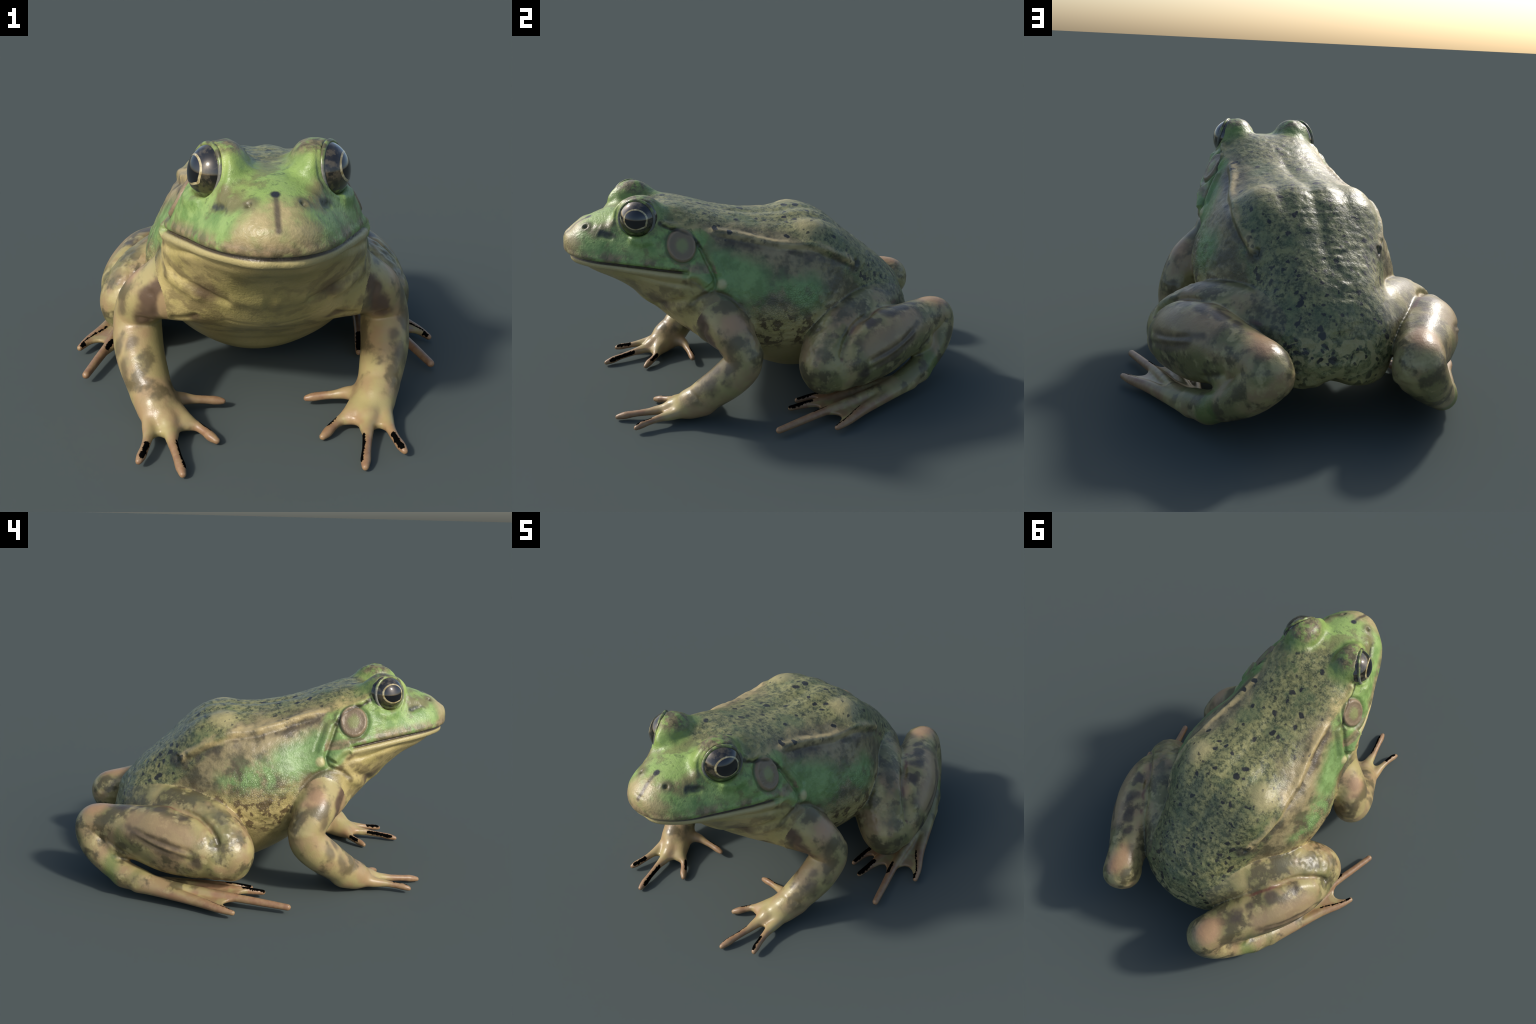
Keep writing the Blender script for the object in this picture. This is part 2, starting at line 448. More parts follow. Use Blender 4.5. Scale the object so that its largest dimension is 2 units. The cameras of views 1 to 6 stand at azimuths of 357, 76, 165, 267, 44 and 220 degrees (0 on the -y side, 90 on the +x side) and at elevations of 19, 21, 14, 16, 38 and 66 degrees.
KNEE_CREASE = snap([(.30, .69, .44), (.40, .58, .47), (.455, .505, .472), (.531, .371, .457), (.593, .296, .417), (.641, .254, .367), (.66, .240, .325)])
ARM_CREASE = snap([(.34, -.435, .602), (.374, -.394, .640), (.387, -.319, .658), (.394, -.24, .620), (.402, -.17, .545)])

def folds(P):
    """height of the modelled folds, ridges and pits at points of the x >= 0 half"""
    x, y, z = P.T
    d = np.zeros(len(P))
    def bump(line, w, amp, soft_end=.0):
        nonlocal d
        l = catmull(snap(line), 5)
        lo = l[:, :3].min(0) - 3 * w; hi = l[:, :3].max(0) + 3 * w
        m = np.all((P > lo) & (P < hi), axis=1)
        if not m.any(): return
        q, t = polyline_dist(P[m], l[:, :3], radius=False)
        fade = 1.0 if soft_end == 0 else sstep(0, soft_end, t) * sstep(0, soft_end, 1 - t)
        d[m] += amp * np.exp(-(q / w) ** 2) * fade
    def spot(c, w, amp, flat=1.0):
        nonlocal d
        r = np.sqrt((((P - np.array(c)) / np.array(w)) ** 2).sum(1))
        d += amp * np.exp(-r ** (2 * flat))
    # mouth: overhanging upper lip, dark slit, rounded lower lip
    zm = mouth_z(y)
    dz = z - zm
    front = sstep(-.395, -.47, y) * (np.abs(dz) < .12)
    d += front * (-.016 * np.exp(-(dz / .0075) ** 2) + .0065 * np.exp(-((dz - .022) / .016) ** 2) + .0075 * np.exp(-((dz + .024) / .014) ** 2)
                  - .006 * np.exp(-((dz + .056) / .016) ** 2))
    # ear drum: sunken ring, raised rim, gently domed disc
    q = P - TYMP_C; a = q @ TYMP_N; q = (q - a[:, None] * TYMP_N) * [1, 1, .85]; rr = np.sqrt((q * q).sum(1))
    near_t = (np.abs(a) < .06)
    d += near_t * (-.010 * np.exp(-((rr - .077) / .009) ** 2) + .0035 * np.exp(-((rr - .062) / .010) ** 2)
                   + .002 * np.exp(-(rr / .030) ** 2))
    # folds over and behind the ear drum
    bump(FOLD_TOP, .018, .014, .12)
    bump([(p[0] + .006, p[1] + .006, p[2] - .024) for p in FOLD_TOP], .009, -.007, .1)
    bump(FOLD_BACK, .011, -.015, .08)
    bump([(p[0], p[1] + .030, p[2] + .012) for p in FOLD_BACK[:5]], .016, .007, .15)
    bump([(p[0], p[1] + .062, p[2] + .02) for p in FOLD_BACK[:5]], .012, -.005, .15)
    bump(JAW_BULGE, .030, .019, .1)
    bump(snap([(.352, -.44, .742), (.364, -.395, .715), (.372, -.36, .672)]), .012, -.009, .15)
    bump(LIP_FOLD, .011, -.006, .12)
    spot((.377, -.278, .690), (.03, .024, .024), .011)
    bump(ARM_CREASE, .012, -.008, .12)
    # ridges along the back
    bump(RIDGE, .020, .013, .06)
    bump(RIDGE[:5], .030, .004, .2)
    bump([(p[0] + .012, p[1], p[2] - .032) for p in RIDGE], .018, -.008, .1)
    spot((.283, .435, .680), (.022, .022, .022), .010)
    bump([(.262, .455, .690), (.268, .462, .668), (.285, .468, .652)], .012, -.010, .2)
    # hip humps, valley between them, hollow behind
    spot((.235, .245, .885), (.085, .085, .07), .020)
    spot((.215, .335, .815), (.085, .08, .07), .020)
    spot((0, .765, .46), (.06, .05, .06), .013)
    bump([(.0, -.30, .995), (.0, -.05, .925), (.0, .16, .915), (.0, .36, .87), (.0, .55, .71), (.0, .70, .57)], .022, -.005, .15)
    bump([(.062, -.25, .98), (.066, -.05, .925), (.072, .16, .915), (.074, .34, .88), (.07, .52, .73)], .04, .006, .2)
    bump([(.145, .02, .905), (.14, .26, .90), (.13, .44, .80)], .03, -.005, .2)
    # snout: nostrils, hollow between nostril and eye, ridge over it
    spot(NOSTRIL, (.024, .024, .024), .011)
    spot(NOSTRIL + [.005, -.003, .003], (.011, .012, .012), -.026)
    bump(CANTHUS - [0, 0, .006], .016, -.006, .2)
    bump(CANTHUS + [-.014, 0, .026], .022, .004, .2)
    bump([(.105, -.86, .978), (.14, -.80, .988), (.155, -.745, 1.01)], .024, .006, .2)
    spot((.115, -.735, 1.04), (.02, .014, .02), .006)
    bump([(.215, -.70, .925), (.252, -.63, .912), (.268, -.56, .925)], .022, .010, .2)
    spot((.128, -.755, 1.005), (.020, .020, .022), -.004)
    bump([(.075, -.70, 1.03), (.065, -.62, 1.04), (.075, -.54, 1.04)], .022, -.008, .2)
    # socket rim
    q = P - EYE_C; a = q @ LID_AXIS; rr = np.sqrt(np.maximum((q * q).sum(1) - a * a, 0))
    near_e = np.exp(-((a - .025) / .035) ** 2) * (rr < .16)
    d += near_e * (.004 * np.exp(-((rr - .094) / .007) ** 2) - .004 * np.exp(-((rr - .112) / .008) ** 2))
    # hind limb muscles: grooves along the shin
    bump([(.53, .70, .395), (.628, .564, .352), (.685, .43, .325), (.70, .355, .305)], .016, -.007, .2)
    bump([(.56, .68, .36), (.640, .55, .310), (.690, .42, .275), (.69, .34, .25)], .016, -.006, .2)
    bump([(.55, .69, .378), (.637, .557, .331), (.692, .425, .300)], .010, .004, .2)
    bump([(.42, .80, .30), (.45, .76, .262), (.52, .66, .225)], .014, -.007, .15)
    spot((.655, .30, .30), (.03, .03, .03), .006); spot((.655, .345, .255), (.022, .022, .022), -.006)
    bump(KNEE_CREASE[2:], .015, -.016, .12)
    bump([(p[0] + .01, p[1] - .045, p[2] - .005) for p in KNEE_CREASE[3:6]], .03, .007, .2)
    bump([(p[0] + .02, p[1] + .045, p[2] - .015) for p in KNEE_CREASE[3:6]], .03, .007, .2)
    # wrist and elbow wrinkles
    bump([(.50, -.41, .13), (.46, -.46, .155), (.40, -.455, .14)], .014, -.003, .2)
    bump([(.42, -.33, .36), (.455, -.325, .385), (.49, -.315, .385)], .014, -.006, .2)
    # chest folds
    bump([(.0, -.50, .40), (.10, -.495, .41), (.17, -.48, .44)], .014, -.003, .3)
    bump(THROAT_FOLD, .022, -.012, .15)
    bump([(p[0] + .045, p[1] + .02, p[2] - .035) for p in THROAT_FOLD[:4]], .03, .010, .2)
    bump([(.0, -.66, .53), (.08, -.65, .535), (.15, -.62, .55)], .05, .008, .2)
    bump([(.36, -.39, .40), (.30, -.42, .41), (.24, -.47, .44)], .018, -.008, .2)
    bump([(.42, -.37, .52), (.405, -.385, .46), (.41, -.36, .40)], .016, -.006, .2)
    return d

def lumps(V):
    """irregular bumps of the skin, different on both sides"""
    x = np.abs(V[:, 0]); y = V[:, 1]; z = V[:, 2]
    d = np.zeros(len(V))
    def where(mask, f):
        m = mask > .01
        d[m] += mask[m] * f(V[m])
    back = sstep(.50, .72, z + .30 * np.maximum(y - .25, 0)) * sstep(-.72, -.55, y)
    rump = sstep(.35, .55, y) * sstep(.32, .22, x) * sstep(.15, .25, z)
    where(np.maximum(back * .62, rump * .8), lambda v: .0018 * noise(v, 36, 3) + .0015 * noise(v * [1, .45, 1], 60, 5) + .0028 * np.maximum(noise(v, 24, 7) - .45, 0))
    # transverse wrinkles down the middle of the rump
    where(sstep(.15, .05, x) * sstep(.22, .34, y) * sstep(.30, .5, z), lambda v: .0022 * noise(v * [.35, 1.0, 1.0], 42, 11))
    # lower flank pebbles and wrinkles under the rump
    where(sstep(.70, .60, z) * sstep(.28, .36, z) * sstep(-.25, -.1, y) * sstep(.36, .26, y) * sstep(.26, .34, x), lambda v: .0028 * noise(v, 46, 13))
    where(sstep(.55, .68, y) * sstep(.34, .26, z) * sstep(.30, .2, x), lambda v: .004 * noise(v * [.5, .5, 1.2], 36, 17))
    where(np.exp(-(((x - .14) / .10) ** 2 + ((y + .62) / .13) ** 2 + ((z - 1.10) / .05) ** 2)), lambda v: .0035 * noise(v, 30, 29))
    where(sstep(.05, .3, z), lambda v: .0022 * noise(v, 9, 21))
    return d

def relief(V, N, half, mid):
    f = folds(V[:half])
    return V + N * (np.concatenate([f, f[~mid]]) + lumps(V))[:, None]
# ------------------------------------------------------------------ materials
class Nodes:
    """small helper that writes shader expressions as nodes"""
    def __init__(self, name, old=None):
        self.m = old or bpy.data.materials.new(name); self.m.name = name; self.m.use_nodes = True
        self.t = self.m.node_tree; self.bsdf = self.t.nodes['Principled BSDF']
        if old:                                  # carry on in a copied material
            self.co = self.t.nodes['Object position'].outputs['Object']; self.P = self.t.nodes['Mirrored position'].outputs[0]
            return
        n = self.new('ShaderNodeTexCoord'); n.name = 'Object position'; self.co = n.outputs['Object']
        s = self.new('ShaderNodeSeparateXYZ'); self.link(self.co, s.inputs[0])
        self.x, self.y, self.z = s.outputs
        self.ax = self.math('ABSOLUTE', self.x)
        c = self.new('ShaderNodeCombineXYZ'); c.name = 'Mirrored position'; self.link(self.ax, c.inputs[0]); self.link(self.y, c.inputs[1]); self.link(self.z, c.inputs[2])
        self.P = c.outputs[0]
        w = self.noise(9.0, 3.0, out='Color'); w2 = self.vec('SUBTRACT', w, (.5, .5, .5))
        self.W = self.vec('ADD', self.P, self.vec('MULTIPLY', w2, (.09, .09, .09)))        # raggedly warped position
        s = self.new('ShaderNodeSeparateXYZ'); self.link(self.W, s.inputs[0])
        self.wx, self.wy, self.wz = s.outputs
    def new(self, t): return self.t.nodes.new(t)
    def link(self, a, b): self.t.links.new(a, b)
    def put(self, v, sock):
        if isinstance(v, bpy.types.NodeSocket): self.link(v, sock)
        else:
            sock.default_value = (*v, 1) if (isinstance(v, tuple) and len(v) == 3 and sock.type == 'RGBA') else v
    def math(self, op, a, b=None, c=None, clamp=False):
        n = self.new('ShaderNodeMath'); n.operation = op; n.use_clamp = clamp
        for i, v in enumerate((a, b, c)):
            if v is not None: self.put(v, n.inputs[i])
        return n.outputs[0]
    def vec(self, op, a, b=None):
        n = self.new('ShaderNodeVectorMath'); n.operation = op
        self.put(a, n.inputs[0])
        if b is not None: self.put(b, n.inputs[1])
        return n.outputs['Value'] if op in ('LENGTH', 'DOT_PRODUCT', 'DISTANCE') else n.outputs[0]
    def noise(self, scale, detail=2.0, rough=.5, out='Fac', vec=None, dist=0.0):
        n = self.new('ShaderNodeTexNoise'); self.link(vec or self.co, n.inputs['Vector'])
        n.inputs['Scale'].default_value = scale; n.inputs['Detail'].default_value = detail
        n.inputs['Roughness'].default_value = rough; n.inputs['Distortion'].default_value = dist
        return n.outputs[out]
    def voro(self, scale, feature='F1', vec=None, out='Distance', rnd=1.0):
        n = self.new('ShaderNodeTexVoronoi'); n.feature = feature; self.link(vec or self.co, n.inputs['Vector'])
        n.inputs['Scale'].default_value = scale; n.inputs['Randomness'].default_value = rnd
        return n.outputs[out]
    def step(self, v, a, b):
        """smooth 0..1 as v goes from a to b (either order)"""
        n = self.new('ShaderNodeMapRange'); n.interpolation_type = 'SMOOTHSTEP'
        lo, hi = (a, b) if a < b else (b, a)
        self.put(v, n.inputs['Value']); n.inputs['From Min'].default_value = lo; n.inputs['From Max'].default_value = hi
        n.inputs['To Min'].default_value, n.inputs['To Max'].default_value = (0, 1) if a < b else (1, 0)
        return n.outputs['Result']
    def mul(self, *v):
        r = v[0]
        for q in v[1:]: r = self.math('MULTIPLY', r, q)
        return r
    def mx(self, a, b): return self.math('MAXIMUM', a, b)
    def mix(self, f, a, b):
        n = self.new('ShaderNodeMix'); n.data_type = 'RGBA'
        self.put(f, n.inputs[0]); self.put(a, n.inputs[6]); self.put(b, n.inputs[7])
        return n.outputs[2]
    def group(self, tree, **inputs):
        n = self.new('ShaderNodeGroup'); n.node_tree = tree
        for k, v in inputs.items(): self.put(v, n.inputs[k])
        return n.outputs[0]
    def blob(self, c, r, soft=.3, warped=True):
        """1 inside an ellipsoid patch, ragged edge"""
        r = (r, r, r) if not isinstance(r, tuple) else r
        return self.group(PATCH, Point=self.W if warped else self.P, Centre=tuple(c), Scale=tuple(1 / k for k in r), Outer=1 + soft, Inner=1 - soft)
    def seg(self, a, b, r, soft=.3, warped=True, src=None):
        """1 inside a capsule patch from a to b"""
        a = np.array(a, float); ba = np.array(b, float) - a
        return self.group(CAPSULE, Point=src or (self.W if warped else self.P), Start=tuple(a), Along=tuple(ba), Norm=tuple(ba / float(ba @ ba)),
                          Outer=r * (1 + soft), Inner=r * (1 - soft))
    def path(self, pts, r, soft=.35, warped=True):
        m = None
        for a, b in zip(pts[:-1], pts[1:]):
            s = self.seg(a, b, r, soft, warped); m = s if m is None else self.mx(m, s)
        return m
    def finish(self, col, rough, bump, strength=.35, dist=.01, **kw):
        self.put(col, self.bsdf.inputs['Base Color']); self.put(rough, self.bsdf.inputs['Roughness'])
        b = self.new('ShaderNodeBump'); b.inputs['Strength'].default_value = strength; b.inputs['Distance'].default_value = dist
        self.put(bump, b.inputs['Height']); self.link(b.outputs[0], self.bsdf.inputs['Normal'])
        for k, v in kw.items(): self.bsdf.inputs[k].default_value = v
        return self.m

def mask_group(name, vectors):
    """node group with a Point, some vectors and an Outer/Inner radius; returns (tree, in, helper to add nodes, finish)"""
    t = bpy.data.node_groups.new(name, 'ShaderNodeTree')
    for k in ['Point'] + vectors: t.interface.new_socket(k, in_out='INPUT', socket_type='NodeSocketVector')
    for k in ('Outer', 'Inner'): t.interface.new_socket(k, in_out='INPUT', socket_type='NodeSocketFloat')
    t.interface.new_socket('Mask', in_out='OUTPUT', socket_type='NodeSocketFloat')
    gi = t.nodes.new('NodeGroupInput'); go = t.nodes.new('NodeGroupOutput')
    def vec(op, *ins):
        n = t.nodes.new('ShaderNodeVectorMath'); n.operation = op
        for s, d in zip(ins, n.inputs): t.links.new(s, d)
        return n
    def done(length):
        n = t.nodes.new('ShaderNodeMapRange'); n.interpolation_type = 'SMOOTHSTEP'
        t.links.new(length, n.inputs['Value']); t.links.new(gi.outputs['Inner'], n.inputs['From Min']); t.links.new(gi.outputs['Outer'], n.inputs['From Max'])
        n.inputs['To Min'].default_value = 1; n.inputs['To Max'].default_value = 0
        t.links.new(n.outputs['Result'], go.inputs[0])
        return t
    return t, gi.outputs, vec, done

t, o, vec, done = mask_group('ellipsoid_patch', ['Centre', 'Scale'])
q = vec('SUBTRACT', o['Point'], o['Centre']).outputs[0]
PATCH = done(vec('LENGTH', vec('MULTIPLY', q, o['Scale']).outputs[0]).outputs['Value'])
t, o, vec, done = mask_group('capsule_patch', ['Start', 'Along', 'Norm'])
q = vec('SUBTRACT', o['Point'], o['Start']).outputs[0]
k = t.nodes.new('ShaderNodeClamp'); t.links.new(vec('DOT_PRODUCT', q, o['Norm']).outputs['Value'], k.inputs[0])
s = t.nodes.new('ShaderNodeVectorMath'); s.operation = 'SCALE'; t.links.new(o['Along'], s.inputs[0]); t.links.new(k.outputs[0], s.inputs['Scale'])
CAPSULE = done(vec('LENGTH', vec('SUBTRACT', q, s.outputs[0]).outputs[0]).outputs['Value'])

C_CREAM = (.46, .37, .155); C_CREAM2 = (.40, .33, .125); C_TAN = (.40, .29, .13); C_OLIVE = (.145, .16, .055); C_OLIVE2 = (.22, .23, .085)
C_DARK = (.022, .024, .026); C_GREEN = (.13, .215, .065); C_LIME = (.24, .42, .09); C_BROWN = (.095, .062, .038); C_GREY = (.23, .19, .115)
C_MOSS = (.06, .085, .035)

def body_colour(n):
    mott = n.noise(38, 4, .6); grain = n.noise(120, 3, .6); big = n.noise(6, 3, .55)
    # back: olive, finely mottled with darker and yellower grains, round black spots
    back = n.mix(n.step(mott, .38, .62), (.055, .064, .029), (.235, .225, .09))
    back = n.mix(n.mul(n.step(grain, .45, .62), .45), back, (.29, .29, .135))
    back = n.mix(n.mul(n.step(big, .50, .68), .55), back, (.10, .14, .06))
    # flank: brownish grey clouds over green
    flank = n.mix(n.step(n.noise(11, 4, .6), .40, .60), (.10, .085, .045), (.27, .22, .11))
    green = n.mix(n.step(n.noise(15, 4, .65), .35, .65), C_GREEN, (.20, .32, .11))
    # pale underside with brown marbling on its upper edge
    cream = n.mix(n.step(big, .40, .62), C_CREAM, C_CREAM2)
    marb = n.noise(19, 3, .6, dist=.15)
    col = n.mix(n.mul(n.step(n.math('ADD', n.wz, n.mul(n.y, .06)), .46, .60), n.step(n.wy, -.40, -.31)), cream, flank)
    lowflank = n.mul(n.step(n.wz, .27, .36), n.step(n.wz, .60, .50), n.step(n.wy, -.30, -.18), n.step(n.ax, .24, .32))
    col = n.mix(n.mul(lowflank, n.step(marb, .49, .58), .9), col, (.115, .078, .040))
    col = n.mix(n.mul(lowflank, n.step(marb, .44, .34), .6), col, (.40, .32, .14))
    # green sides from the cheek to the middle of the flank
    side = n.mx(n.seg((.36, -.30, .76), (.38, -.14, .70), .105, .45), n.mul(n.seg((.42, -.10, .64), (.43, .16, .61), .085, .7), n.step(n.noise(8, 3, .6), .36, .58)))
    col = n.mix(side, col, green)
    # back limit: above the ridge line (falls towards the rump)
    ridge_z = n.math('ADD', .90, n.math('ADD', n.mul(n.math('MINIMUM', n.wy, .15), -.22), n.mul(n.math('MAXIMUM', n.math('SUBTRACT', n.wy, .15), 0), -.95)))
    above = n.step(n.math('SUBTRACT', n.wz, ridge_z), -.035, .015)
    col = n.mix(n.mx(above, n.mul(n.step(n.wy, .34, .50), n.step(n.wz, .26, .40), n.step(n.ax, .30, .22))), col, back)
    # rump: dark, dense spots, yellowish marbling low down
    rump = n.mul(n.step(n.wy, .26, .50), n.step(n.ax, .40, .30))
    col = n.mix(n.mul(rump, n.step(n.noise(14, 4, .65), .46, .64), .45), col, (.075, .092, .05))
    lowr = n.mul(n.step(n.wy, .50, .66), n.step(n.wz, .48, .34))
    col = n.mix(n.mul(lowr, n.step(n.noise(24, 2, .5, dist=.8), .48, .55)), col, (.33, .29, .13))
    return col, back, cream, green, mott, grain, marb

def spots(n, col):
    v = n.vec('ADD', n.co, n.vec('MULTIPLY', n.vec('SUBTRACT', n.noise(22, 2, .5, out='Color'), (.5, .5, .5)), (.05, .05, .05)))
    big = n.step(n.voro(13.5, vec=v), .25, .17); small = n.step(n.voro(24.0, vec=v), .25, .16)
    keep = n.step(n.noise(5.5, 1, .5), .38, .48)
    zone = n.step(n.math('ADD', n.wz, n.mul(n.math('MAXIMUM', n.wy, .1), .85)), .80, .90)
    zone = n.mul(zone, n.step(n.ax, .33, .27), n.step(n.wy, -.66, -.56))
    rump = n.step(n.wy, .34, .48)
    huge = n.mul(n.step(n.noise(17, 3, .55, dist=.4), .62, .66), n.step(n.wy, .20, .32))
    m = n.mul(zone, n.mx(n.mx(huge, n.mul(big, keep)), n.mul(small, n.mx(n.mul(rump, .95), n.mul(n.step(n.noise(7, 1), .5, .6), .8)))))
    return n.mix(m, col, (.026, .026, .022))

def body_layers(n, head):
    """skin of head and trunk; both share every layer that reaches their common border"""
    col, back, cream, green, mott, grain, marb = body_colour(n)
    # dark border under the pale ridge along each side of the back
    if not head: col = n.mix(n.mul(n.path([(p[0] + .02, p[1], p[2] - .035) for p in RIDGE[::2]], .030, .6), n.step(n.noise(16, 3, .6), .36, .54), .75), col, (.075, .058, .040))
    col = n.mix(n.mul(n.path(RIDGE[:2] if head else RIDGE[::2], .021, .6), n.step(n.noise(20, 3, .65), .24, .46), .88), col, (.46, .36, .17))
    if not head: col = n.mix(n.mul(n.blob((.235, .225, .89), (.085, .07, .06), .45), .75), col, (.37, .32, .15))
    if not head: col = n.mix(n.mul(n.blob((.30, .06, .80), (.10, .14, .07), .5), n.step(n.noise(13, 3), .42, .58), .6), col, (.38, .31, .17))
    if not head: col = n.mix(n.mul(n.blob((.27, .47, .665), .035, .5), .8), col, (.03, .03, .028))
    col = spots(n, col)
    col = n.mix(n.mul(n.blob((.377, -.278, .692), .024, .4, False), .9), col, (.50, .45, .22))
    # chest blotches
    if head: col = n.mix(n.mul(n.mx(n.blob((.215, -.575, .575), (.06, .09, .050), .45), n.blob((.25, -.42, .42), (.04, .04, .025), .5)), .9), col, C_BROWN)
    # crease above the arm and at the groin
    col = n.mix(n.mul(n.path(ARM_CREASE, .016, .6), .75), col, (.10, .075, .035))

    t = n.math('MULTIPLY', n.math('ADD', n.y, .40), -1.0)
    jaw = n.math('SUBTRACT', n.z, n.math('ADD', .758, n.mul(t, n.math('MULTIPLY_ADD', t, -.115, .18))))
    # cheeks and sides of the snout: bright green; lower edge browner
    g = n.mix(n.step(n.noise(13, 4, .6), .36, .64), (.15, .26, .07), (.26, .38, .12))
    face = n.mul(n.step(jaw, -.006, .010), n.step(n.wy, -.26, -.36))
    top = n.mul(n.step(n.math('ADD', n.wz, n.mul(n.wy, .37)), .775, .815), n.step(n.ax, .31, .25), n.step(n.wy, -.80, -.62))
    m = n.math('SUBTRACT', face, top, clamp=True)
    col = n.mix(m, col, g)
    col = n.mix(n.mul(m, n.step(n.math('ADD', n.wz, n.mul(n.wy, .12)), .84, .90), .5), col, (.27, .36, .10))
    if head: col = n.mix(n.mul(n.blob((0, -.80, 1.03), (.13, .16, .08), .35), n.step(mott, .40, .60), .8), col, (.26, .38, .10))
    # olive and brown clouds over the green face
    cloud = n.mul(n.step(n.noise(9, 4, .62, dist=.4), .50, .64), face)
    col = n.mix(n.mul(cloud, .75), col, (.155, .155, .06))
    col = n.mix(n.mul(n.step(n.noise(45, 3, .6), .56, .68), face, n.step(n.wz, .86, .95), .6), col, (.075, .11, .035))
    # brown olive strip from nostril to brow, each side of the green crown
    if head: col = n.mix(n.mul(n.path(CANTHUS + [-.030, -.012, .030], .042, .6), n.step(n.noise(17, 3, .6), .30, .50), .85), col, (.16, .135, .062))
    # tan muzzle
    if head: muz = n.mul(n.step(n.math('ADD', n.wy, n.mul(n.math('SUBTRACT', n.ax, n.mul(n.math('SUBTRACT', .98, n.z), .55)), .85)), -.80, -.93), n.step(jaw, .0, .012))
    if head: col = n.mix(n.mul(muz, n.math('MULTIPLY_ADD', n.step(n.noise(10, 3, .6), .40, .56), .40, .55)), col, n.mix(n.step(mott, .3, .7), (.34, .28, .135), (.42, .34, .17)))
    if head: lipb = n.mul(n.step(jaw, .0, .010), n.step(jaw, .075, .030))
    if head: col = n.mix(n.mul(lipb, n.step(n.noise(12, 4, .6), .40, .56), .85), col, n.mix(n.step(n.noise(23, 3), .4, .6), (.13, .10, .055), (.27, .19, .11)))
    # pale lower lip
    if head: col = n.mix(n.mul(n.step(jaw, .004, -.006), n.step(jaw, -.065, -.020), n.step(n.y, -.38, -.46), .8), col, (.42, .36, .17))
    # mouth slit
    if head: col = n.mix(n.mul(n.step(n.math('ABSOLUTE', jaw), .010, .004), n.step(n.y, -.40, -.45), .9), col, (.030, .016, .011))
    col = n.mix(n.mul(n.step(jaw, -.06, -.10), n.step(n.wy, -.18, -.30), n.step(n.noise(11, 4, .6), .47, .62), .75), col, (.20, .155, .07))
    # throat: faint olive cast under the chin
    col = n.mix(n.mul(n.step(jaw, -.05, -.09), n.step(n.ax, .22, .10), .35), col, (.30, .28, .10))
    # brow bumps: lime rim, brown tops
    if head: col = n.mix(n.mul(n.blob((.165, -.64, 1.04), (.115, .15, .10), .25), n.step(n.wz, .99, 1.03), .75), col, (.20, .30, .075))
    if head: col = n.mix(n.mul(n.blob((.195, -.70, 1.07), (.07, .07, .06), .4, False), .8), col, (.37, .46, .13))
    if head: col = n.mix(n.mul(n.blob((.135, -.61, 1.11), (.085, .095, .05), .4), n.step(n.noise(24, 5, .7), .38, .52), .9), col, n.mix(n.step(mott, .4, .6), (.085, .062, .038), (.19, .15, .08)))
    # dark marks of the snout: stripe, spots; shadow in nostril-eye hollow painted dark
    if head: col = n.mix(n.mul(n.path(STRIPE, .0095, .7, False), .8), col, (.055, .040, .035))
    if head: col = n.mix(n.blob(STRIPE[0] + [0, .006, 0], (.016, .017, .02), .35, False), col, C_DARK)
    if head: col = n.mix(n.mul(n.path(CANTHUS, .0105, .9), .9), col, C_DARK)
    if head: col = n.mix(n.mul(n.blob(NOSTRIL, .030, .6, False), .7), col, (.12, .075, .055))
    if head: col = n.mix(n.blob(NOSTRIL + [.005, -.003, .003], .0105, .4, False), col, (.012, .01, .01))
    # ear drum
    if head: q = n.vec('SUBTRACT', n.P, tuple(TYMP_C)); a = n.vec('DOT_PRODUCT', q, tuple(TYMP_N))
    if head: sc = n.new('ShaderNodeVectorMath'); sc.operation = 'SCALE'; sc.inputs[0].default_value = tuple(TYMP_N); n.link(a, sc.inputs['Scale'])
    if head: r = n.vec('LENGTH', n.vec('MULTIPLY', n.vec('SUBTRACT', q, sc.outputs[0]), (1, 1, .85)))
    if head: lim = n.step(n.math('ABSOLUTE', a), .07, .05)
    if head: col = n.mix(n.mul(n.step(r, .086, .074), lim, .65), col, (.07, .085, .035))
    if head: drum = n.mix(n.step(n.math('ADD', r, n.mul(n.math('SUBTRACT', mott, .5), .03)), .018, .042), (.24, .25, .10), (.20, .15, .09))
    if head: drum = n.mix(n.mul(n.step(r, .054, .062), .7), drum, (.27, .20, .12))
    if head: col = n.mix(n.mul(n.step(r, .074, .068), lim), col, drum)
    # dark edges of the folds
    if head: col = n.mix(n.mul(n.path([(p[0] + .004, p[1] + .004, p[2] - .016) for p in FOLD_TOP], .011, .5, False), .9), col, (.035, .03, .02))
    col = n.mix(n.mul(n.path(FOLD_BACK, .010, .6, False), .6), col, (.06, .07, .03))
    if head: col = n.mix(n.mul(n.path(JAW_BULGE, .024, .5), .8), col, (.27, .36, .13))
    if head: col = n.mix(n.mul(n.seg((.345, -.45, .728), (.368, -.38, .662), .020, .5), .8), col, (.11, .075, .035))
    return col, mott, grain

